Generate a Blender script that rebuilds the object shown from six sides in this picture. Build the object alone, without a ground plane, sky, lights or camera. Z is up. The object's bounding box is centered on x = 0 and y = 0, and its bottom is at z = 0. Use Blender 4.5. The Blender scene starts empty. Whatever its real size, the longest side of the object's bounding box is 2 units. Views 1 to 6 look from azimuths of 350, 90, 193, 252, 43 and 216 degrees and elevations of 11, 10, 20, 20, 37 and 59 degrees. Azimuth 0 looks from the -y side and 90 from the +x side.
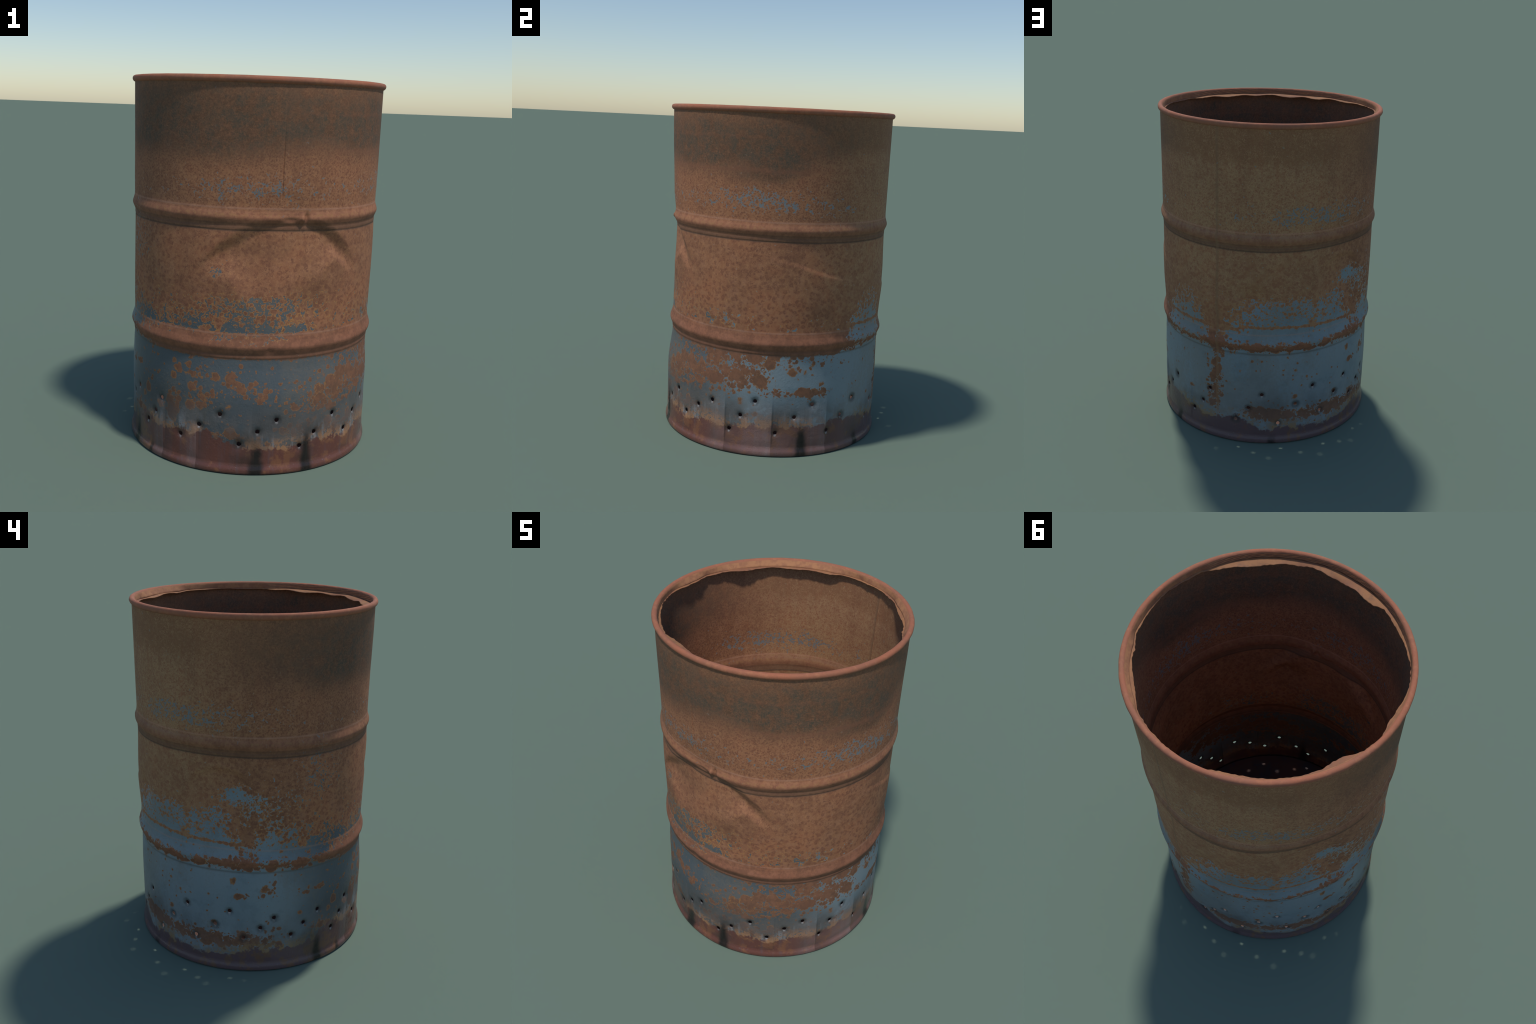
"""Rusted, half-painted open steel drum with two rolling hoops, a dented front,
punched air holes round the foot and a torn remnant of its lid under the rim.

Azimuth convention: 0 degrees looks along -y (front), 90 degrees along +x."""
import bpy
import math
import numpy as np

rng = np.random.default_rng(7)
WALL = 0.0014           # sheet thickness
HOLE_R = 0.0112         # punched hole radius
COLS = 1080

# ------------------------------------------------------------------ measurements
# punched air holes (azimuth, height): three staggered rows round the foot
HOLES = [(2.7, .292), (13.9, .142), (21.4, .203), (31.8, .283), (40.6, .172), (49.5, .242),
         (58.8, .295), (68.8, .142), (74.6, .235), (81.9, .329), (92.5, .143), (101.8, .239),
         (111.0, .311), (120.0, .139), (128.5, .219), (136.5, .309), (152.0, .147), (158.7, .228),
         (163.4, .329), (178.4, .152), (185.5, .240), (192.4, .336), (201.3, .136), (210.5, .262),
         (220.1, .372), (225.0, .186), (235.0, .278), (242.2, .371), (248.8, .208), (256.9, .271),
         (263.4, .329), (272.1, .209), (278.5, .270), (286.5, .329), (296.3, .176), (302.6, .248),
         (306.9, .331), (318.5, .169), (328.0, .242), (337.6, .313), (346.4, .162), (354.4, .229)]

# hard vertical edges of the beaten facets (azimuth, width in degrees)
FACETS = [(66.5, 16.0), (90.5, 19.0), (119.0, 17.0), (150.0, 12.0), (195.0, 13.0), (230.0, 15.0), (262.0, 12.0), (308.5, 9.0), (327.0, 10.0), (351.0, 12.0), (17.0, 13.0), (44.0, 12.0)]

# lathe profile of the sheet (height, radius)
PROFILE = [(0.000, .6745), (0.004, .679), (0.010, .6812), (0.022, .6810), (0.030, .679), (0.042, .6735),
           (0.055, .6705), (0.10, .6705), (0.30, .6715), (0.42, .6722), (0.56, .6690), (0.600, .6678), (0.608, .6676),
           (0.613, .6702), (0.620, .6712), (0.627, .6700), (0.634, .6722), (0.662, .6838), (0.672, .6856), (0.680, .6842), (0.708, .6748),
           (0.728, .6708), (0.735, .6704), (0.742, .6692), (0.80, .6705), (1.00, .6718), (1.20, .6715),
           (1.256, .6712), (1.262, .6700), (1.267, .6722), (1.277, .6728), (1.284, .6716), (1.291, .6738), (1.316, .6842), (1.325, .6858),
           (1.332, .6848), (1.356, .6766), (1.366, .6746), (1.372, .6745), (1.380, .6735), (1.55, .6742), (1.70, .6752),
           (1.90, .6765), (1.975, .6772)]

# inner torn edge of the lid remnant (azimuth, radius)
TORN = [(0, .614), (8, .619), (16, .630), (28, .626), (41, .609), (49, .611), (59, .632), (64, .643), (68, .656),
        (77, .651), (84, .657), (90, .656), (98, .652), (105, .647), (112, .650), (119, .635), (128, .634),
        (136, .628), (144, .631), (154, .650), (164, .650), (172, .647), (181, .655), (191, .647), (197, .631),
        (209, .629), (219, .634), (227, .636), (238, .630), (244, .617), (248, .616), (253, .635), (257, .645), (266, .652),
        (274, .634), (280, .638), (288, .652), (296, .658), (305, .657), (315, .645), (326, .640), (336, .641),
        (340.5, .613), (345, .608), (352, .612)]

# upper edge of the dent below the upper hoop: an arch (azimuth, height)
# (azimuth, height of the deepest line, height where the sheet starts to fall in, depth)
ARCH = [(-60, .98, 1.00, 0), (-38, 1.03, 1.06, 0), (-31, 1.095, 1.125, .004), (-25, 1.135, 1.205, .021), (-18, 1.175, 1.275, .036),
        (-11, 1.222, 1.310, .039), (-4.5, 1.258, 1.325, .036), (0, 1.280, 1.328, .033), (7, 1.294, 1.328, .031), (14, 1.288, 1.326, .032),
        (19, 1.260, 1.320, .034), (26.5, 1.203, 1.285, .032), (34, 1.138, 1.215, .018), (38, 1.10, 1.155, .006), (43, 1.05, 1.09, 0), (60, .98, 1.00, 0)]

# shallow ridge across the back of the middle panel (azimuth, height)
RIDGE = [(80, 1.185), (86, 1.172), (100, 1.13), (111, 1.085), (121, 1.052), (140, 1.01), (155, .985), (175, .95),
         (190, .93), (205, .94), (220, .965), (232, .99)]


def smooth(x, a, b):
    t = np.clip((x - a) / (b - a), 0, 1)
    return t * t * (3 - 2 * t)


def wrap(a):
    return (a + 180.0) % 360.0 - 180.0


zf = np.linspace(-0.02, 2.02, 8161)
pf = np.interp(zf, *zip(*PROFILE))
k = np.exp(-0.5 * (np.arange(-40, 41) * .00025 / .0010) ** 2)
pf = np.convolve(np.pad(pf, 40, mode='edge'), k / k.sum(), 'valid')

# gentle hand-beaten waviness: a few seeded sine waves
WAVES = [(rng.integers(2, 26), rng.uniform(-14, 14), rng.uniform(0, 6.28), 1.0) for _ in range(34)]


def waviness(az, z):
    a = np.radians(az)
    s = 0
    for n, kz, ph, _ in WAVES:
        s = s + np.sin(n * a + kz * z + ph) / (1 + 0.06 * n)
    return s / 34 ** 0.5


def surface(az, z):
    """Radius of the outer face of the sheet at (azimuth, height)."""
    x = wrap(az)
    r = np.interp(z, zf, pf)
    # --- front: the whole side is pushed flat between the foot and the upper third
    d = wrap(az - 6)
    low = np.interp(z, [.38, .43, .49, .56, .62, .70, .80, .95, 1.1, 1.2, 1.3], [0, .003, .009, .017, .0185, .0185, .017, .010, .004, .001, 0])
    r = r - low * np.where(d < 0, np.exp(-(d / 34) ** 2), np.exp(-(d / 62) ** 2))
    # --- dent below the upper hoop with its arched crease
    ax, alow, ahigh, adeep = zip(*ARCH)
    lo_z, hi_z, dp = np.interp(x, ax, alow), np.interp(x, ax, ahigh), np.interp(x, ax, adeep)
    inside = 1 - smooth(z, lo_z - .004, hi_z)
    arm = np.interp(x, [-34, -20, -8, 8, 18, 28], [.08, .17, .45, .50, .28, .08])       # how far down the fold runs
    fade = 1 - smooth(lo_z - z, .1 * arm, arm)
    r = r - dp * inside * fade
    span = np.clip(dp / .03, 0, 1)
    r = r - .015 * np.exp(-(wrap(az - 14) / 12) ** 2) * np.exp(-((z - .89) / .11) ** 2)
    # --- the upper hoop gives way above the dent and the panel over it follows
    g = np.interp(z, [1.20, 1.27, 1.34, 1.37, 1.46, 1.585, 1.75, 1.9], [0, .022, .030, .024, .0125, .0085, .003, 0])
    near = 1 - inside * span
    r = r - g * np.exp(-np.abs(wrap(az - 3) / 19.5) ** 2.4) * near
    r = r - .005 * np.exp(-(wrap(az - 60) / 28) ** 2) * np.exp(-((z - 1.32) / .12) ** 2)
    r = r - .005 * np.exp(-(wrap(az + 26) / 22) ** 2) * np.interp(z, [1.2, 1.33, 1.6, 1.85], [0, 1, .9, 0])
    # --- pinch in the upper hoop and a nick in the lower one
    r = r - .015 * np.exp(-(wrap(az - 13.0) / 1.0) ** 2) * np.exp(-((z - 1.327) / .024) ** 2)
    r = r + .007 * np.exp(-(wrap(az - 10.9) / .8) ** 2) * np.exp(-((z - 1.318) / .020) ** 2)
    r = r - .008 * np.exp(-(wrap(az - 5.5) / 3.2) ** 2) * np.exp(-((z - 1.318) / .013) ** 2)
    r = r - .006 * np.exp(-(wrap(az - 358.5) / 2.0) ** 2) * np.exp(-((z - .655) / .022) ** 2)
    # --- ridge and bulge across the back of the middle panel
    rz = np.interp(az % 360, *zip(*RIDGE))
    along = smooth(az % 360, 80, 104) * (1 - smooth(az % 360, 205, 224)) * (1 - .9 * np.exp(-(wrap(az - 140) / 13) ** 2))
    r = r + along * .0050 * (1 - smooth(z, rz - .012, rz + .016)) * smooth(z, .76, .93)
    r = r + .0055 * np.exp(-(wrap(az - 172) / 17) ** 2) * np.exp(-((z - 1.02) / .14) ** 2)
    r = r + .006 * np.exp(-(wrap(az - 297) / 18) ** 2) * np.exp(-((z - .95) / .33) ** 4)
    r = r - .024 * np.exp(-(wrap(az - 186.5) / 7) ** 2) * np.exp(-((z - .955) / .085) ** 2)
    r = r + .007 * np.exp(-(wrap(az - 301) / 12) ** 2) * np.exp(-((z - .68) / .09) ** 2)
    r = r + .003 * np.exp(-(wrap(az - 319) / 9) ** 2) * np.exp(-((z - 1.1) / .12) ** 2)
    # --- wide dent at the back left: the panel between the hoops is beaten in and both hoops give a little
    e = np.abs(wrap(az - 241 + (z - 1.0) * 18) / 16.0) ** 2.2
    v = np.where(z > 1.0, np.abs((z - 1.0) / .22), np.abs((z - 1.0) / .23)) ** 2.4
    q = np.sqrt((wrap(az - 237) / 16.5) ** 2 + ((z - 1.06) / np.where(z > 1.06, .138, .20)) ** 2)
    rim = np.interp(z, [.90, 1.02, 1.2], [0, .6, 1])
    r = r - (.009 * (1 - smooth(q, .74, 1.02)) - .002 * np.exp(-((q - 1.06) / .10) ** 2)) * rim
    r = r - .020 * np.exp(-1.1 * (e + v)) - .020 * np.exp(-(wrap(az - 236) / 25) ** 2) * np.exp(-((z - .99) / .40) ** 6)
    # --- small crumple at the front right above the lower hoop
    r = r - .0035 * np.exp(-((wrap(az - 55) / 2.4) ** 2 + ((z - .775) / .016) ** 2))
    r = r + .0025 * np.exp(-((wrap(az - 57.5) / 1.6) ** 2 + ((z - .80) / .02) ** 2))
    # --- lap seam down the front (open above the upper hoop) and weld seam at the back
    s = wrap(az - 1.3)
    gap = np.exp(-(s / .12) ** 2) * smooth(z, 1.41, 1.45) * (1 - smooth(z, 1.55, 1.86))
    r = r - .0065 * gap - .0016 * smooth(s, -.4, 0) * (1 - smooth(s, 1.5, 9)) * smooth(z, 1.38, 1.42)
    w = wrap(az - 168.2)
    r = r + (.0012 * np.exp(-(w / .5) ** 2) - .0014 * np.exp(-((w + 1.1) / .6) ** 2)) * smooth(z, .06, .1)
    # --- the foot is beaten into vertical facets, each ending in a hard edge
    low_z = smooth(z, .05, .10) * (1 - smooth(z, .24, .38))
    for fa, fw in FACETS:
        t = wrap(az - fa)
        r = r + low_z * .0042 * (smooth(t, -fw, 0) * (t < 0) + smooth(t, .8, 0) * (t >= 0) - .5 * np.exp(-((t - 4) / 3.5) ** 2))
    # --- waviness, stronger near the beaten foot
    amp = np.interp(z, [0, .06, .2, .45, .62, 1.3, 1.4, 1.9, 1.97], [.0003, .0008, .0013, .0010, .0005, .0009, .0007, .0006, .0002])
    r = r + amp * waviness(az, z)
    # --- every hole was punched from outside: a dimple round it
    near = (z > .08) & (z < .44)
    if np.any(near):
        rr, aa, zz = r[near], az[near], z[near]
        for ha, hz in HOLES:
            q = (wrap(aa - ha) * math.pi / 180 * .671) ** 2 + (zz - hz) ** 2
            rr = rr - .0075 * np.exp(-q / .024 ** 2)
        r = r.copy()
        r[near] = rr
    return r


# ------------------------------------------------------------------ mesh helpers
def to_xyz(az, r, z):
    a = np.radians(az)
    return np.stack([r * np.sin(a), -r * np.cos(a), z], -1)


def mesh_from(name, verts, quads, normals=None):
    me = bpy.data.meshes.new(name)
    verts = np.asarray(verts, np.float32)
    quads = np.asarray(quads, np.int32)
    me.vertices.add(len(verts))
    me.vertices.foreach_set("co", verts.ravel())
    me.loops.add(quads.size)
    me.loops.foreach_set("vertex_index", quads.ravel())
    me.polygons.add(len(quads))
    me.polygons.foreach_set("loop_start", np.arange(len(quads), dtype=np.int32) * 4)
    me.update(calc_edges=True)
    me.polygons.foreach_set("use_smooth", np.ones(len(quads), bool))
    me.validate()
    if normals is not None:
        me.normals_split_custom_set_from_vertices(normals)
    return me


def add(name, me, parent, mat):
    ob = bpy.data.objects.new(name, me)
    bpy.context.scene.collection.objects.link(ob)
    ob.parent = parent
    me.materials.append(mat)
    return ob


# ------------------------------------------------------------------ material language
class Net:
    """Small expression layer over a material node tree."""

    def __init__(self, name):
        self.mat = bpy.data.materials.new(name)
        self.mat.use_nodes = True
        self.t = self.mat.node_tree
        self.t.nodes.clear()

    def put(self, sock, v):
        if isinstance(v, S):
            self.t.links.new(v.s, sock)
        elif isinstance(v, tuple) and len(v) == 3 and sock.type == 'RGBA':
            sock.default_value = (*v, 1)
        else:
            sock.default_value = v

    def math(self, op, *a, clamp=False):
        n = self.t.nodes.new('ShaderNodeMath')
        n.operation, n.use_clamp = op, clamp
        for i, v in enumerate(a):
            self.put(n.inputs[i], v)
        return S(self, n.outputs[0])

    def vec(self, op, *a, out=0):
        n = self.t.nodes.new('ShaderNodeVectorMath')
        n.operation = op
        for i, v in enumerate(a):
            self.put(n.inputs[i], v)
        return S(self, n.outputs[out])

    def noise(self, vec, scale, detail=3.0, rough=.55, out='Fac', dist=0.0):
        n = self.t.nodes.new('ShaderNodeTexNoise')
        self.put(n.inputs['Vector'], vec)
        n.inputs['Scale'].default_value = scale
        n.inputs['Detail'].default_value = detail
        n.inputs['Roughness'].default_value = rough
        n.inputs['Distortion'].default_value = dist
        return S(self, n.outputs[out])

    def voronoi(self, vec, scale, feature='F1', rand=1.0):
        n = self.t.nodes.new('ShaderNodeTexVoronoi')
        n.feature = feature
        self.put(n.inputs['Vector'], vec)
        n.inputs['Scale'].default_value = scale
        n.inputs['Randomness'].default_value = rand
        return S(self, n.outputs['Distance']), (S(self, n.outputs['Color']) if feature != 'DISTANCE_TO_EDGE' else None)

    def step(self, x, a, b, lo=0.0, hi=1.0):
        n = self.t.nodes.new('ShaderNodeMapRange')
        n.interpolation_type = 'SMOOTHSTEP'
        for i, v in enumerate((x, a, b, lo, hi)):
            self.put(n.inputs[i], v)
        return S(self, n.outputs[0])

    def mix(self, f, a, b, blend='MIX'):
        n = self.t.nodes.new('ShaderNodeMix')
        n.data_type, n.blend_type, n.clamp_factor = 'RGBA', blend, True
        self.put(n.inputs[0], f)
        self.put(n.inputs[6], a)
        self.put(n.inputs[7], b)
        return S(self, n.outputs[2])

    def curve(self, x, pts):
        """Piecewise curve through hand-placed points; both axes 0..1."""
        n = self.t.nodes.new('ShaderNodeFloatCurve')
        c = n.mapping.curves[0]
        pts = sorted(pts)
        c.points[0].location = pts[0]
        c.points[1].location = pts[-1]
        for p in pts[1:-1]:
            c.points.new(*p)
        n.mapping.update()
        self.put(n.inputs['Value'], x)
        return S(self, n.outputs[0])

    def split(self, v):
        n = self.t.nodes.new('ShaderNodeSeparateXYZ')
        self.put(n.inputs[0], v)
        return [S(self, o) for o in n.outputs]

    def join(self, x, y, z):
        n = self.t.nodes.new('ShaderNodeCombineXYZ')
        for i, v in enumerate((x, y, z)):
            self.put(n.inputs[i], v)
        return S(self, n.outputs[0])

    def coords(self):
        n = self.t.nodes.new('ShaderNodeTexCoord')
        return S(self, n.outputs['Object'])

    def finish(self, colour, rough, height, bump=.3, dist=.004, spec=.3):
        b = self.t.nodes.new('ShaderNodeBsdfPrincipled')
        o = self.t.nodes.new('ShaderNodeOutputMaterial')
        self.put(b.inputs['Base Color'], colour)
        self.put(b.inputs['Roughness'], rough)
        b.inputs['Specular IOR Level'].default_value = spec
        n = self.t.nodes.new('ShaderNodeBump')
        n.inputs['Strength'].default_value = bump
        n.inputs['Distance'].default_value = dist
        self.put(n.inputs['Height'], height)
        self.t.links.new(n.outputs[0], b.inputs['Normal'])
        self.t.links.new(b.outputs[0], o.inputs[0])
        return self.mat


class S:
    def __init__(self, net, s):
        self.n, self.s = net, s

    def __add__(self, o): return self.n.math('ADD', self, o)
    __radd__ = __add__
    def __sub__(self, o): return self.n.math('SUBTRACT', self, o)
    def __rsub__(self, o): return self.n.math('SUBTRACT', o, self)
    def __mul__(self, o): return self.n.math('MULTIPLY', self, o)
    __rmul__ = __mul__
    def __truediv__(self, o): return self.n.math('DIVIDE', self, o)
    def __neg__(self): return self.n.math('MULTIPLY', self, -1.0)
    def clamp(self): return self.n.math('ADD', self, 0.0, clamp=True)
    def max(self, o): return self.n.math('MAXIMUM', self, o)
    def min(self, o): return self.n.math('MINIMUM', self, o)
    def exp(self): return self.n.math('EXPONENT', self)


# colours (linear base colours)
RUST = (.335, .120, .060)
UMBER = (.255, .110, .058)
PLUM = (.290, .140, .100)
TAN = (.385, .178, .084)
OCHRE = (.430, .200, .066)
OLIVE = (.385, .240, .122)
BLUE = (.212, .256, .276)
SLATE = (.078, .089, .097)
HALO_DARK = (.034, .030, .027)
BURNT = (.148, .057, .043)
VIOLET = (.125, .082, .086)
METAL = (.300, .290, .295)


def drum_paint():
    n = Net("rusted_blue_drum_paint")
    p = n.coords()
    x, y, z0 = n.split(p)
    deg = n.math('ARCTAN2', x, -y) * (180 / math.pi)
    turn = n.math('WRAP', deg / 360.0, 1.0, 0.0)
    wob = n.noise(p, 9.0, 4.0, .6, 'Color')
    wobble = n.vec('SUBTRACT', wob, (.5, .5, .5))
    wx, wy, wz = n.split(wobble)
    z = z0 + wz * .075
    azw = deg + wx * 9.0
    pd = n.vec('ADD', p, n.vec('SCALE', n.vec('SUBTRACT', n.noise(p, 45.0, 2.0, .5, 'Color'), (.5, .5, .5)), (0, 0, 0), (0, 0, 0)))
    pd.s.node.inputs[1].links[0].from_node.inputs['Scale'].default_value = .022

    def blob(az, h, sa, sz, warped=True):
        d = n.math('WRAP', (azw if warped else deg) - az, 180.0, -180.0) / sa
        e = ((z if warped else z0) - h) / sz
        return (-(d * d + e * e)).exp()

    # ------------------------------------------------ where the paint has turned to rust
    big, bigc = n.voronoi(pd, 15.0)
    mid, midc = n.voronoi(pd, 38.0)
    fin, finc = n.voronoi(pd, 88.0)
    bigr = n.split(bigc)[0]
    midr = n.split(midc)[0]
    finr = n.split(finc)[0]
    spots = ((bigr - .42) * 1.5 - big * 1.55).max((midr - .30) * 1.1 - mid * 1.35).max((finr - .55) * .9 - fin * 1.1)
    cells = (.50 - mid * .95).max(.46 - fin * .85)
    n_lo = n.noise(p, 3.2, 3.0, .55)
    n_md = n.noise(p, 17.0, 5.0, .62)
    n_hi = n.noise(p, 60.0, 4.0, .6)
    n_gr = n.noise(p, 150.0, 3.0, .65)

    edge = n.curve(turn, [(a / 360.0, h) for a, h in (
        (0, .80), (10, .75), (20, .70), (32, .60), (60, .585), (95, .60), (118, .61), (132, .72), (139, .80), (153, .82), (160, .73),
        (167, .62), (172, .70), (180, .78), (194, .86), (210, .86), (222, .83), (235, .86), (243, .76), (250, .69),
        (260, .77), (275, .77), (290, .77), (310, .75), (328, .77), (345, .78), (360, .77))])
    a = (z - edge) * 3.2
    facing = n.step(n.math('ABSOLUTE', n.math('WRAP', azw - 10.0, 180.0, -180.0)), 88.0, 55.0)
    a = a.min(.60).max(-.41 + facing * .15)
    # rust along the lower hoop, its upper shoulder and the weld seam
    hoop = (-(((z0 + wz * .04) - .652) / .036) * (((z0 + wz * .04) - .652) / .036)).exp()
    a = a + hoop * (.55 + n_md * .95)
    ledge = n.step(z0 + wz * .03, .752, .735) * n.step(z0 + wz * .02, .598, .612)
    a = a + ledge * n.step(n.math('ABSOLUTE', n.math('WRAP', azw - 32.0, 180.0, -180.0)), 112.0, 80.0) * .62
    line = (-(((z0 + wz * .012) - (.785 - .02 * n.step(deg.max(-360.0), -160.0, -110.0))) / .0095) * (((z0 + wz * .012) - (.785 - .02 * n.step(deg, -160.0, -110.0))) / .0095)).exp()
    a = a + line * n.step(n.math('ABSOLUTE', deg), 95.0, 130.0) * .85
    a = a + blob(167.5, .42, 4.2, .24) * (.25 + n_md * .9) + blob(165, .42, 6, .10) * .40
    for az, h, sa, sz, k in ((0, .79, 28, .05, .16), (52, .46, 22, .090, 1.02), (78, .48, 12, .075, .82), (66, .58, 26, .03, .55), (100, .385, 15, .030, .95), (114, .37, 7, .03, .7), (24, .38, 14, .09, .7),
                             (343, .45, 9, .05, .50), (358, .47, 16, .04, .35), (314, .32, 4.5, .09, .85), (329, .38, 5, .06, .65), (356, .40, 3, .025, .9),
                             (341, .20, 7, .025, .8), (12, .22, 7, .05, .7), (45, .21, 10, .04, .8), (75, .22, 6, .06, .4), (31, .20, 7, .05, .8),
                             (253, .465, 8, .022, .75), (281, .465, 11, .022, .85), (262, .51, 3, .03, .4), (297, .42, 4, .10, .45),
                             (165, .27, 5, .07, .65), (190, .22, 9, .05, .55), (214, .19, 18, .05, 1.1), (250, .18, 15, .055, 1.1), (190, .20, 12, .05, .6), (232, .20, 12, .05, .7), (262, .25, 6, .05, .45), (290, .22, 10, .05, .55),
                             (285, .24, 6, .04, .35), (120, .55, 16, .03, .32), (190, .57, 16, .025, .30), (145, .53, 6, .04, .25), (200, .45, 10, .05, .18), (327, .55, 14, .05, .30)):
        a = a + blob(az, h, sa, sz) * k
    for az, h, sa, sz, k in ((243, 1.05, 8, .05, -.74), (80, 1.48, 50, .085, -.56), (222, 1.47, 45, .085, -.54), (345, 1.46, 32, .085, -.48), (334, 1.05, 5, .05, -.60),
                             (285, 1.15, 18, .20, -.44), (0, .90, 40, .07, -.36), (255, .98, 18, .10, -.40), (55, .80, 30, .06, -.30), (200, .92, 40, .05, -.25)):
        a = a + blob(az, h, sa, sz) * k
    rust = a + spots * .95 + (n_md - .5) * .72 + (n_hi - .5) * .26
    up = n.step(z0, .62, .95)
    solid = a + cells * 1.35 + (n_md - .5) * .75 + (n_lo - .5) * .45 + (n_hi - .5) * .5 - .16
    rust = n.math('ADD', rust * (1.0 - up), solid * up)

    # ------------------------------------------------ rust colours
    base = n.mix(n.step(n_lo, .38, .62), UMBER, RUST)
    base = n.mix(n.step(n_md, .45, .72) * .55, base, PLUM)
    base = n.mix(n.step(n_hi, .50, .75) * .35, base, OCHRE)
    cloud = n.noise(p, 2.1, 2.0, .5)
    soft = n.noise(n.vec('MULTIPLY', p, (11.0, 11.0, 1.1)), 1.0, 3.0, .55)
    base = n.mix(n.step(cloud + (soft - .5) * .5, .44, .66) * .55, base, (.205, .086, .050))
    # brown rust cells in a net of tan and olive bloom: coarse on the middle panel, fine above the upper hoop
    midm = n.step(mid + (n_hi - .5) * .55, .62, .30)
    finm = n.step(fin + (n_gr - .5) * .55, .66, .30)
    upper = n.step(z0, 1.36, 1.385)
    backside = n.step(n.math('ABSOLUTE', deg), 100.0, 150.0)
    cellm = n.math('ADD', (midm * .62 + finm * .38) * (1.0 - upper), finm * upper)
    tan = n.mix(backside, TAN, (.365, .228, .112))
    bloom = n.step(n_md + (n_lo - .5) * .5 + (n_hi - .5) * .35, .32, .62)
    base = n.mix(n.step(cellm, .25, .95) * .72, base, n.mix(backside, (.195, .080, .045), (.245, .105, .058)))
    base = n.mix((1.0 - cellm) * (.20 + .55 * bloom * n.step(cloud + (n_md - .5) * .6, .66, .40, .55, 1.0) + .12 * backside) * n.step(z0, .66, .80), base, tan)
    grain = n.step(n_gr + (n_hi - .5) * .6, .44, .64)
    olive = upper * n.step(z0 + (n_md - .5) * .12, 1.90, 1.74)
    base = n.mix(grain * olive * (.25 + .55 * backside), base, n.mix(backside, TAN, OLIVE))
    base = n.mix(n.step(n_gr, .56, .72) * .24, base, (.170, .080, .048))
    base = n.mix(backside * .16, base, (.460, .205, .095))  # back rust lightened to lift the side turned from the sun
    # brown band under the rim on the back, with run marks
    runs = n.noise(n.vec('MULTIPLY', p, (38.0, 38.0, 2.2)), 1.0, 3.0, .6)
    band = n.step(z0 + (runs - .5) * .16, 1.745, 1.80)
    base = n.mix(band * (.35 + .40 * backside.clamp()), base, (.275, .128, .060))
    base = n.mix(upper * n.step(runs, .52, .70) * .22, base, RUST)
    base = n.mix(n.step(z0, .66, .58) * .72, base, n.mix(n.step(n_md + (n_hi - .5) * .6, .40, .62), (.135, .074, .046), (.200, .096, .053)))
    base = n.mix(n.step(soft, .50, .68) * .22 * n.step(z0, .66, .8), base, (.215, .090, .050))
    # curling threads of pale bloom
    worm = n.noise(p, 62.0, 2.0, .5, dist=1.2)
    thread = n.step(n.math('ABSOLUTE', worm - .5), .055, .012)
    base = n.mix(thread * n.step(z0, .85, 1.05) * (.14 + .42 * bloom), base, n.mix(backside, (.460, .212, .100), (.490, .285, .140)))
    # paint
    paint = n.mix(n.step(n_lo, .35, .65), BLUE, (.185, .236, .262))
    paint = n.mix(n.step(n_hi, .45, .80) * .25, paint, (.215, .265, .305))
    paint = n.mix(n.step(n_md + (n_lo - .5) * .9, .50, .68) * .50, paint, (.150, .192, .215))
    front = n.step(n.math('ABSOLUTE', n.math('WRAP', azw + 10.0, 180.0, -180.0)), 92.0, 55.0)
    paint = n.mix(front * (.88 + .12 * n.step(z0, .5, .3)), paint, SLATE)
    paint = n.mix(n.step(cloud + (n_hi - .5) * .5 + (soft - .5) * .5, .46, .66) * .30, paint, (.190, .150, .105))
    speck = n.step(n.voronoi(p, 62.0)[0], .10, .05) * n.step(n_md, .48, .60)
    paint = n.mix(speck * .7, paint, UMBER)
    paint = n.mix(n.step(z0, 1.15, 1.35) * .75, paint, (.190, .190, .190))
    # rim of fresh ochre rust between paint and old rust
    col = n.mix(n.step(rust, -.02, .03), paint, n.mix(n.step(z0, .9, 1.2), n.mix(n.step(z0, .66, .58), OCHRE, (.300, .138, .052)), tan))
    col = n.mix(n.step(rust, .03, .15), col, base)
    # halo of dull paint just outside the spots
    col = n.mix(n.step(rust, -.12, -.03) * n.step(rust, .02, -.03) * .35, col, UMBER)
    # smooth brown on the hoops, darkened to tone down their sunlit upper slopes
    ups = (-((z0 - 1.318) / .036) * ((z0 - 1.318) / .036)).exp()
    col = n.mix(ups * .62, col, n.mix(n.step(n_md + (n_hi - .5) * .5, .35, .65), (.215, .088, .050), (.285, .115, .066)))
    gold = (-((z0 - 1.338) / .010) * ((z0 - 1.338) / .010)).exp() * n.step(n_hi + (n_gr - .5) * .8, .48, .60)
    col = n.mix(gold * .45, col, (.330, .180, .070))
    under = (-((z0 - 1.278) / .016) * ((z0 - 1.278) / .016)).exp()  # shadow below the upper hoop, painted as a dark band
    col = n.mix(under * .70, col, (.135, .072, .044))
    crest = (-((z0 - 1.352 + wz * .004) / .010) * ((z0 - 1.352 + wz * .004) / .010)).exp()  # light catching the hoop's upper slope, drawn as a paler band
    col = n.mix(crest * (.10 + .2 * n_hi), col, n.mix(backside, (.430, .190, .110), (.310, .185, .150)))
    def rule(h, w):  # thin painted lines: highlights on hoop edges, shadows in their creases
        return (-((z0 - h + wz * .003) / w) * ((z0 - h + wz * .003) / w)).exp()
    col = n.mix(rule(1.3705, .0045) * (.25 + .5 * n_md), col, (.500, .255, .165))
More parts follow.
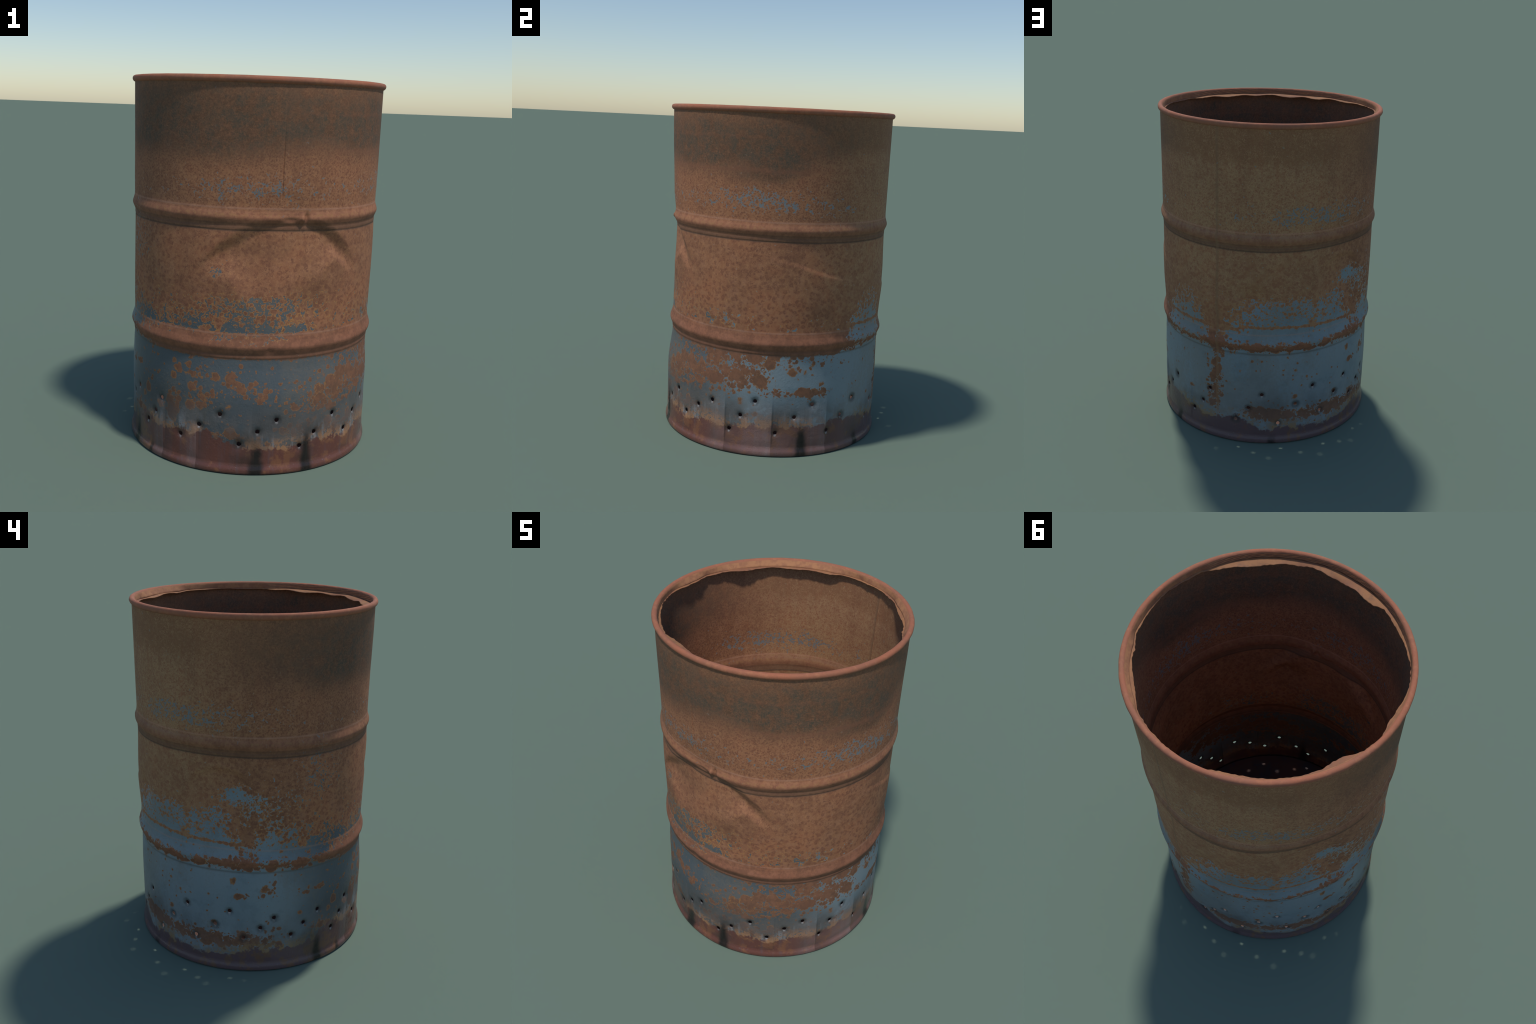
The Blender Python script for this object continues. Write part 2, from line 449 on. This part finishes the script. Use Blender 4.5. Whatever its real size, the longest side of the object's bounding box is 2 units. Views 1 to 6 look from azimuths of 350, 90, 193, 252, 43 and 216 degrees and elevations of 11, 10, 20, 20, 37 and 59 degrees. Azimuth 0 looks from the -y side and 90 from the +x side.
    col = n.mix((rule(1.2615, .0055) * .75 + rule(1.296, .005) * .35).clamp(), col, (.075, .048, .034))
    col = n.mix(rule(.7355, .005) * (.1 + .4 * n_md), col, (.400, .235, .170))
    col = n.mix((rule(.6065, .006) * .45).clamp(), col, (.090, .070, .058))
    los = n.step(z0, .600, .622) * n.step(z0, .742, .715) * n.step(rust, .0, .15)
    col = n.mix(los * .72, col, n.mix(n.step(n_md + (n_hi - .5) * .6, .36, .64), (.185, .080, .046), (.275, .115, .064)))
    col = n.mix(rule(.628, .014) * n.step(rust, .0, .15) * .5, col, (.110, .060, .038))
    # sooty olive smoke stain high on the front
    low = n.curve(turn, [(a / 360.0, (h - 1.3)) for a, h in (
        (0, 1.64), (15, 1.66), (40, 1.655), (62, 1.66), (88, 1.61), (105, 1.70), (130, 1.76), (180, 1.80), (240, 1.66), (285, 1.63), (325, 1.60), (345, 1.61), (360, 1.64))]) + 1.3
    smoke = n.step(z - low + (n_md - .5) * .10 + (n_lo - .5) * .12, -.085, .085) * n.step(z, 1.99, 1.86, .55, 1.0)
    sides = n.step(n.math('ABSOLUTE', n.math('WRAP', azw - 15.0, 180.0, -180.0)), 150.0, 75.0, .12, 1.0)
    smoke = smoke * sides * (.52 + n_lo * .75) + blob(50, 1.76, 50, .07) * .30 + blob(75, 1.62, 20, .05) * .35
    speckle = (.78 + (n_hi - .5) * 1.0 + (n_gr - .5) * 1.0).clamp()
    col = n.mix(smoke.clamp() * speckle, col, n.mix(n.step(n_md, .40, .62), (.082, .068, .047), (.120, .064, .036)))
    # red streaks in the smoke band
    red = blob(75, 1.655, 60, .014) + blob(45, 1.83, 40, .008) * .6
    col = n.mix(red.clamp() * .5, col, (.240, .100, .055))

    # ------------------------------------------------ burnt foot
    foot = n.curve(turn, [(a / 360.0, h) for a, h in (
        (0, .145), (11, .140), (25, .165), (37, .143), (47, .145), (57, .175), (72, .165), (82, .187), (95, .195), (107, .18), (115, .17),
        (123, .194), (144, .185), (150, .17), (171, .145), (176, .17), (187, .131), (193, .09), (204, .115), (212, .10), (230, .09), (241, .10),
        (252, .14), (267, .132), (280, .136), (289, .18), (297, .21), (308, .18), (316, .20), (329, .205), (342, .152), (360, .145))])
    zb = z0 + (n_md - .5) * .125 + (n_lo - .5) * .06 + (n_hi - .5) * .035
    burnt = n.step(zb - foot, .006, -.008)
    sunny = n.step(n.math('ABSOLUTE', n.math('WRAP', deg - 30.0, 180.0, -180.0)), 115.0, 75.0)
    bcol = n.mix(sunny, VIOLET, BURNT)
    streak = n.noise(n.vec('MULTIPLY', p, (30.0, 30.0, 3.0)), 1.0, 4.0, .65)
    bcol = n.mix(n.step(streak, .50, .72) * .55, bcol, VIOLET)
    bcol = n.mix(n.step(n_md, .55, .72) * .45, bcol, (.220, .085, .055))
    bcol = n.mix(n.step(n_hi, .62, .80) * .30, bcol, METAL)
    bcol = n.mix((blob(88, .09, 24, .14, False) * (.25 + .5 * n_md)).clamp(), bcol, (.300, .175, .155))  # pinkish metal sheen baked into the foot colour
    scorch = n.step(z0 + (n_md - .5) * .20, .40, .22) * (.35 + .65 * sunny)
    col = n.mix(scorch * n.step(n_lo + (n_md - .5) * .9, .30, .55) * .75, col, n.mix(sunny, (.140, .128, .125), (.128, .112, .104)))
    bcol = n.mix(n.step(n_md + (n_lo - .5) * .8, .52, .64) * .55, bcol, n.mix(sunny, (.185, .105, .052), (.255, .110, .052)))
    # heat-tinted fringe above the burnt foot: ochre flakes and bared grey metal
    above = n.step(zb - foot, .13, .02)
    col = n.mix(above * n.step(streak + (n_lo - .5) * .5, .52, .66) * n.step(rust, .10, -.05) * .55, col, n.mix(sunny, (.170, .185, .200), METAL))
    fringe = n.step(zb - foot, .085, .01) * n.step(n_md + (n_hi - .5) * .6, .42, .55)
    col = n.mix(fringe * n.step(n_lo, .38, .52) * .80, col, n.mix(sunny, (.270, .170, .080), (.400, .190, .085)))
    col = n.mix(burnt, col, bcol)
    # facet sheen in the colour: lightened up to each vertical edge, shade painted past it
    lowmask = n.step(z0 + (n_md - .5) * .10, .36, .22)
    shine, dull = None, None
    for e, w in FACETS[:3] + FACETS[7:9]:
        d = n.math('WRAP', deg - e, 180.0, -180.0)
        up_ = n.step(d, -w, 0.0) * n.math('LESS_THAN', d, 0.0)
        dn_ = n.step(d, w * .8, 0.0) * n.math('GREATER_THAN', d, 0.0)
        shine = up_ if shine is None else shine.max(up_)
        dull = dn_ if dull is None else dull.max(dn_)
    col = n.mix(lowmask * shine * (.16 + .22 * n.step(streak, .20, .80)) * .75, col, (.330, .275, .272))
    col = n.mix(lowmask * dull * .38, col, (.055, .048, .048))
    # ------------------------------------------------ dark halo round each hole, soot running down from some
    near = None
    for ha, hz in HOLES:
        c = tuple(float(v) for v in to_xyz(np.array(ha), .667, np.array(hz)))
        d = n.vec('DISTANCE', p, c, out=1)
        near = d if near is None else near.min(d)
    col = n.mix(n.step(near + (n_hi - .5) * .022 + (n_lo - .5) * .05, .036, .011) * .62, col, HALO_DARK)
    painted_lip_glint = None
    for ha, hz in HOLES[::1]:
        c = tuple(float(v) for v in to_xyz(np.array(ha), .667, np.array(hz - .0150)))
        d = n.vec('DISTANCE', p, c, out=1)
        painted_lip_glint = d if painted_lip_glint is None else painted_lip_glint.min(d)
    col = n.mix(n.step(painted_lip_glint + (n_hi - .5) * .010, .0105, .004) * n.step(n_lo + (n_md - .5), .34, .58) * .50, col, (.36, .35, .35))
    grime = (blob(349, .19, 9, .06) * .8).max(blob(20, .22, 7, .06) * .8).max(blob(283, .15, 8, .07) * .8).max(blob(2, .27, 14, .05) * .45).max(blob(300, .36, 14, .10) * .35)
    grime = grime.max(blob(350, .08, 7, .07) * .7).max(blob(18, .09, 6, .08) * .7).max(blob(106, .09, 6, .08) * .7).max(blob(138, .10, 6, .07) * .6).max(blob(285, .08, 6, .07) * .7).max(blob(308, .12, 4, .08) * .4).max(blob(60, .10, 4, .05) * .4)
    grime = grime.max(blob(98, .20, 10, .05) * .35).max(blob(196, .25, 10, .06) * .5).max(blob(222, .26, 10, .05) * .35).max(blob(262, .22, 9, .07) * .35).max(blob(150, .20, 9, .06) * .3)
    col = n.mix((grime * (.7 + (n_md - .5) * 1.6)).clamp(), col, (.040, .036, .033))
    drips = None
    for az, w, top in ((354.0, 4.0, .20), (17.2, 3.6, .25), (105.8, 3.6, .22), (140.3, 2.5, .12), (198.0, 2.4, .085), (286.5, 3.2, .19), (300.5, 1.5, .11)):
        d = n.math('ABSOLUTE', n.math('WRAP', deg + wx * 1.5 - az, 180.0, -180.0))
        m = n.step(d + (n_md - .5) * 2.5 + (z0 - .06) * 8.0, w * 1.1, w * .25) * n.step(z0 + (n_md - .5) * .08, top, top - .10)
        drips = m if drips is None else drips.max(m)
    col = n.mix(drips * n.step(streak, .25, .5, .72, .96), col, (.016, .014, .013))
    # weld seam at the back stays brown
    seam = n.step(n.math('ABSOLUTE', n.math('WRAP', deg - 168.2 + wx * 1.0, 180.0, -180.0)), 1.1, .4)
    col = n.mix(seam * n.step(z0, .12, .2) * .55, col, (.245, .140, .075))
    # paint scratches at the front
    col = n.mix((n_gr - .5).max(0.0) * .5, col, (.02, .015, .012))

    rough = n.step(rust, -.05, .15, .50, .82)
    rough = n.math('SUBTRACT', rough, burnt * .22)
    height = rust.min(.35) * .45 + n_hi * .35 + n_gr * .25
    return n.finish(col, rough, height, .36, .004, .30)


def rim_rust():
    n = Net("bright_rim_rust")
    p = n.coords()
    lo, md, hi = n.noise(p, 5.0, 3.0), n.noise(p, 28.0, 4.0, .6), n.noise(p, 150.0, 4.0, .6)
    x, y, z = n.split(p)
    streak = n.noise(n.vec('MULTIPLY', p, (60.0, 60.0, 4.0)), 1.0, 3.0)
    c = n.mix(n.step(lo, .35, .65), (.375, .132, .070), (.320, .128, .074))
    c = n.mix(n.step(md, .48, .70) * .6, c, (.430, .175, .090))
    c = n.mix(n.step(hi, .50, .75) * .40, c, (.190, .095, .070))
    c = n.mix(n.step(streak, .52, .70) * n.step(z, 1.99, 1.975) * .5, c, (.180, .095, .060))
    rad = n.vec('LENGTH', n.join(x, y, 0.0), out=1)
    inside = n.step(rad, .6665, .6625) * n.step(z, 1.9945, 1.989)
    turnd = n.math('ARCTAN2', x, -y) * (180 / math.pi)
    cut = n.step(n.math('ABSOLUTE', turnd - 12.0), 62.0, 40.0)
    wall = n.mix(n.step(md, .40, .62), (.440, .205, .095), (.340, .150, .078))
    frac = n.math('FRACT', (turnd + 900.0 * (z - 1.975)) / 9.0 + lo * 1.6)
    wall = n.mix(cut * n.step(frac + (md - .5) * .35, .56, .44) * .8, wall, (.130, .072, .048))  # pleat shadows coloured in as slanting dark triangles
    c = n.mix(inside * .9, c, wall)
    return n.finish(c, .78, hi * .6 + md * .5, .25, .003, .3)


def lid_rust():
    n = Net("torn_lid_rust")
    p = n.coords()
    lo, md, hi = n.noise(p, 6.0, 3.0), n.noise(p, 26.0, 4.0, .6), n.noise(p, 140.0, 4.0, .6)
    c = n.mix(n.step(lo, .38, .62), (.340, .155, .068), (.270, .115, .060))
    c = n.mix(n.step(md, .50, .68) * .5, c, (.180, .095, .060))
    c = n.mix(n.step(hi, .55, .75) * .35, c, (.110, .070, .055))
    return n.finish(c, .72, hi * .6 + md * .5, .2, .003, .3)


def floor_rust():
    n = Net("sooty_floor_rust")
    p = n.coords()
    lo, md, hi = n.noise(p, 5.0, 4.0, .6), n.noise(p, 18.0, 4.0, .6), n.noise(p, 120.0, 4.0, .6)
    c = n.mix(n.step(lo, .40, .62), (.075, .058, .062), (.120, .062, .048))
    c = n.mix(n.step(md, .55, .70) * .6, c, (.055, .062, .080))
    c = n.mix(n.step(hi, .55, .75) * .4, c, (.035, .030, .030))
    return n.finish(c, .75, hi * .6 + md * .6, .3, .004, .3)


# ------------------------------------------------------------------ build the sheet
def rows():
    parts = [(0.0, .060, .0040), (.060, .100, .0080), (.100, .405, .0036), (.405, .604, .008), (.604, .744, .0032),
             (.744, 1.00, .009), (1.00, 1.256, .006), (1.256, 1.380, .0030), (1.380, 1.972, .0105)]
    out = [0.0]
    for a, b, s in parts:
        c = max(1, round((b - a) / s))
        out += [a + (b - a) * (i + 1) / c for i in range(c)]
    return np.array(out)


Z = rows()
NR = len(Z)
# columns bunch up a little at the open lap seam
A = (np.arange(COLS) + .5) * 360.0 / COLS
A = A - .42 * np.clip(1 - np.abs(wrap(A - 1.3)) / 8.0, 0, 1) * np.sign(wrap(A - 1.3)) * np.minimum(1, np.abs(wrap(A - 1.3)))
AZ = np.broadcast_to(A, (NR, COLS)).copy().ravel()
ZZ = np.broadcast_to(Z[:, None], (NR, COLS)).copy().ravel()

jj, ii = np.meshgrid(np.arange(COLS), np.arange(NR - 1))
j2 = (jj + 1) % COLS
outer = np.stack([ii * COLS + jj, ii * COLS + j2, (ii + 1) * COLS + j2, (ii + 1) * COLS + jj], -1).reshape(-1, 4)
face_row = np.repeat(np.arange(NR - 1), COLS)

gone = np.zeros(len(AZ), bool)
hole_of = np.full(len(AZ), -1)
cell = .0037
for h, (ha, hz) in enumerate(HOLES):
    d = np.hypot(wrap(AZ - ha) * math.pi / 180 * .671, ZZ - hz)
    gone |= d < HOLE_R - .35 * cell
    hole_of[d < HOLE_R + 2.6 * cell] = h
kept = ~gone[outer].any(1)
outer, face_row = outer[kept], face_row[kept]
# count uses of each directed edge to find the hole borders
e = np.concatenate([outer[:, [i, (i + 1) % 4]] for i in range(4)])
code = e[:, 0].astype(np.int64) * len(AZ) + e[:, 1]
back = e[:, 1].astype(np.int64) * len(AZ) + e[:, 0]
lone = e[~np.isin(code, back)]
rim_edges = lone[(hole_of[lone[:, 0]] >= 0) & (ZZ[lone[:, 0]] > .05) & (ZZ[lone[:, 0]] < .5)]
ids = np.unique(rim_edges)
for v in ids:                       # snap the border of every hole to its circle, slightly ragged
    ha, hz = HOLES[hole_of[v]]
    dx, dz = wrap(AZ[v] - ha) * math.pi / 180 * .671, ZZ[v] - hz
    q = HOLE_R * (1 + .05 * math.sin(3 * math.atan2(dz, dx) + hole_of[v])) / max(1e-6, math.hypot(dx, dz))
    AZ[v] = ha + dx * q * 180 / math.pi / .671
    ZZ[v] = hz + dz * q

R = surface(AZ, ZZ)
NV = len(AZ)
# inside face: close to the outer one at the foot, a heavy lining above the lower hoop whose hoops stand inwards
LINING = [(0, WALL), (.60, WALL), (.655, .004), (.700, .016), (.735, .030), (.80, .036), (1.0, .033), (1.25, .023), (1.38, .019), (1.50, .017),
          (1.70, .0125), (1.82, .008), (1.96, .002), (2.0, .002)]
bump = (np.interp(ZZ, zf, pf) - np.interp(ZZ, [1.256, 1.380], [.6712, .6735])) * ((ZZ > 1.256) & (ZZ < 1.380))
bump2 = (np.interp(ZZ, zf, pf) - np.interp(ZZ, [.604, .744], [.6677, .6692])) * ((ZZ > .604) & (ZZ < .744))
in_r = R - np.interp(ZZ, *zip(*LINING)) - 1.35 * np.maximum(bump, 0) - .6 * np.maximum(bump2, 0) * (ZZ > .672)
for h, (ha, hz) in enumerate(HOLES):   # burr: the torn metal bends inwards round each hole
    m = hole_of == h
    d = np.hypot(wrap(AZ[m] - ha) * math.pi / 180 * .671, ZZ[m] - hz)
    in_r[m] -= .0006 * np.exp(-((d - HOLE_R) / .004) ** 2)
verts = np.concatenate([to_xyz(AZ, R, ZZ), to_xyz(AZ, in_r, ZZ + .0008 * (ZZ < .002))])
inner = outer[:, ::-1] + NV
walls = np.stack([rim_edges[:, 1], rim_edges[:, 0], rim_edges[:, 0] + NV, rim_edges[:, 1] + NV], -1)
j = np.arange(COLS)
sole = np.stack([(j + 1) % COLS, j, j + NV, (j + 1) % COLS + NV], -1)
quads = np.concatenate([outer, inner, walls, sole])
zc = ZZ[quads % NV].mean(1)
whole = mesh_from("whole_sheet", verts, quads)
normals = np.empty(len(verts) * 3, np.float32)
whole.vertex_normals.foreach_get("vector", normals)
normals = normals.reshape(-1, 3)
bpy.data.meshes.remove(whole)

barrel = bpy.data.objects.new("steel_barrel", None)
bpy.context.scene.collection.objects.link(barrel)
barrel["label"] = "open rusted steel drum with flaking blue paint and punched holes"
barrel["category"] = "oil barrel"

paint = drum_paint()


def region(name, lo, hi):
    f = quads[(zc >= lo) & (zc < hi)]
    used, inv = np.unique(f, return_inverse=True)
    me = mesh_from(name, verts[used], inv.reshape(-1, 4), normals[used])
    return add(name, me, barrel, paint)


region("bottom_chime", -1, .060)
region("wall_panel", .060, .604)
region("rolling_hoop", .604, .744)
region("wall_panel", .744, 1.256)
region("rolling_hoop", 1.256, 1.380)
region("wall_panel", 1.380, 3)


# ------------------------------------------------------------------ lathe parts
def lathe(name, rz_of, rows_n, closed, mat, cols=720):
    az = np.arange(cols) * 360.0 / cols
    t = np.arange(rows_n)
    r, z = rz_of(az)                         # (rows, cols)
    v = to_xyz(np.broadcast_to(az, r.shape), r, z).reshape(-1, 3)
    q = []
    n = rows_n if closed else rows_n - 1
    for i in range(n):
        k0, k1 = i * cols, ((i + 1) % rows_n) * cols
        jn = np.arange(cols)
        q.append(np.stack([k0 + jn, k0 + (jn + 1) % cols, k1 + (jn + 1) % cols, k1 + jn], -1))
    return add(name, mesh_from(name, v, np.concatenate(q)), barrel, mat)


def ripple(az, seed, n0, n1, count):
    g = np.random.default_rng(seed)
    return sum(np.sin(g.integers(n0, n1) * np.radians(az) + g.uniform(0, 6.28)) for _ in range(count)) / count ** .5


# rolled rim: the curl outside, then the chime wall inside it with pleats from the lid cutter
CURL = [(.6715, 1.962), (.6765, 1.9655), (.6830, 1.9690), (.6880, 1.9745), (.6905, 1.9820), (.6900, 1.9895), (.6868, 1.9955),
        (.6815, 1.9988), (.6750, 1.9998), (.6688, 1.9985), (.6640, 1.9950), (.6612, 1.9895), (.6605, 1.9835), (.6608, 1.9775),
        (.6612, 1.9715), (.6615, 1.9655), (.6620, 1.9585), (.6655, 1.9545), (.6695, 1.9560)]


def curl(az):
    c = np.array(CURL)
    r = np.repeat(c[:, :1], len(az), 1)
    z = np.repeat(c[:, 1:], len(az), 1)
    w = ripple(az, 3, 9, 60, 9)
    lip = np.exp(-((c[:, 1:] - 1.985) / .016) ** 2)
    r = r + .0006 * w * lip * np.sign(c[:, :1] - .675)
    z = z + .0005 * ripple(az, 4, 5, 40, 7) * lip - .0005 * lip
    # away from the cutter marks the inner wall leans in towards the torn edge
    edge = np.clip(np.interp(az, [a for a, _ in TORN] + [360], [q for _, q in TORN] + [TORN[0][1]]) + .006, .643, .661)
    lean = (1 - np.exp(-np.abs(wrap(az - 12) / 58) ** 4)) * (.6615 - edge)
    for i, f in zip(range(11, 18), (.06, .2, .42, .65, .88, 1.0, .9)):
        r[i] = r[i] - lean * f
    # slanting pleats pressed into the inner wall along the front half
    for i in range(11, 17):
        s = ((az + 900 * (c[i, 1] - 1.975)) / 9.0 + .35 * ripple(az, 8, 2, 9, 4)) % 1.0
        half = np.exp(-np.abs(wrap(az - 12) / 62) ** 4)
        fade = [.35, .8, 1, 1, .8, .4][i - 11]
        r[i] = r[i] + half * fade * .0050 * (smooth(s, 0, .75) - smooth(s, .86, 1.0) - .35)
    return r, np.minimum(z, 2.0)


lathe("rolled_rim", curl, len(CURL), True, rim_rust())


def torn(az):
    edge = np.interp(az, [a for a, _ in TORN] + [360], [r for _, r in TORN] + [TORN[0][1]])
    edge = edge + .0012 * ripple(az, 11, 40, 150, 12) + .0015 * ripple(az, 12, 12, 40, 6)
    root = .6640
    w = root - edge
    base = 1.9615 + .0010 * ripple(az, 13, 3, 14, 6)
    bend = .0030 * ripple(az, 14, 4, 22, 7)
    t = np.array([0, .2, .4, .6, .8, .94, 1.0])[:, None]
    top_r = root - t * w
    top_z = base - .0035 * t ** 2 - (w / .05) * .0045 * t ** 2 + bend * t ** 2 * np.clip(w / .03, 0, 1.4)
    tu = np.array([1.0, .94, .8, .6, .4, .2, 0])[:, None]
    und_r = root - tu * w
    und_z = base - .0035 * tu ** 2 - (w / .05) * .0045 * tu ** 2 + bend * tu ** 2 * np.clip(w / .03, 0, 1.4) - .0035
    return np.concatenate([top_r, und_r]), np.concatenate([top_z, und_z])


lathe("lid_remnant", torn, 14, True, lid_rust(), 1080)

# dished floor plate
RF = np.concatenate([np.linspace(.6695, .630, 5), np.linspace(.60, .02, 22)])


def plate(az):
    r = np.repeat(RF[:, None], len(az), 1)
    dish = .034 + .002 * smooth(r, .55, .665)
    z = dish + .0012 * np.sin(9 * r + 2 * np.radians(az)) * (r < .6) * np.clip(r / .2, 0, 1)
    r2 = np.repeat(RF[::-1][:, None], len(az), 1)
    z2 = .028 + 0 * r2
    return np.concatenate([r, r2]), np.concatenate([z, z2])


lathe("floor_plate", plate, 2 * len(RF), True, floor_rust(), 360)
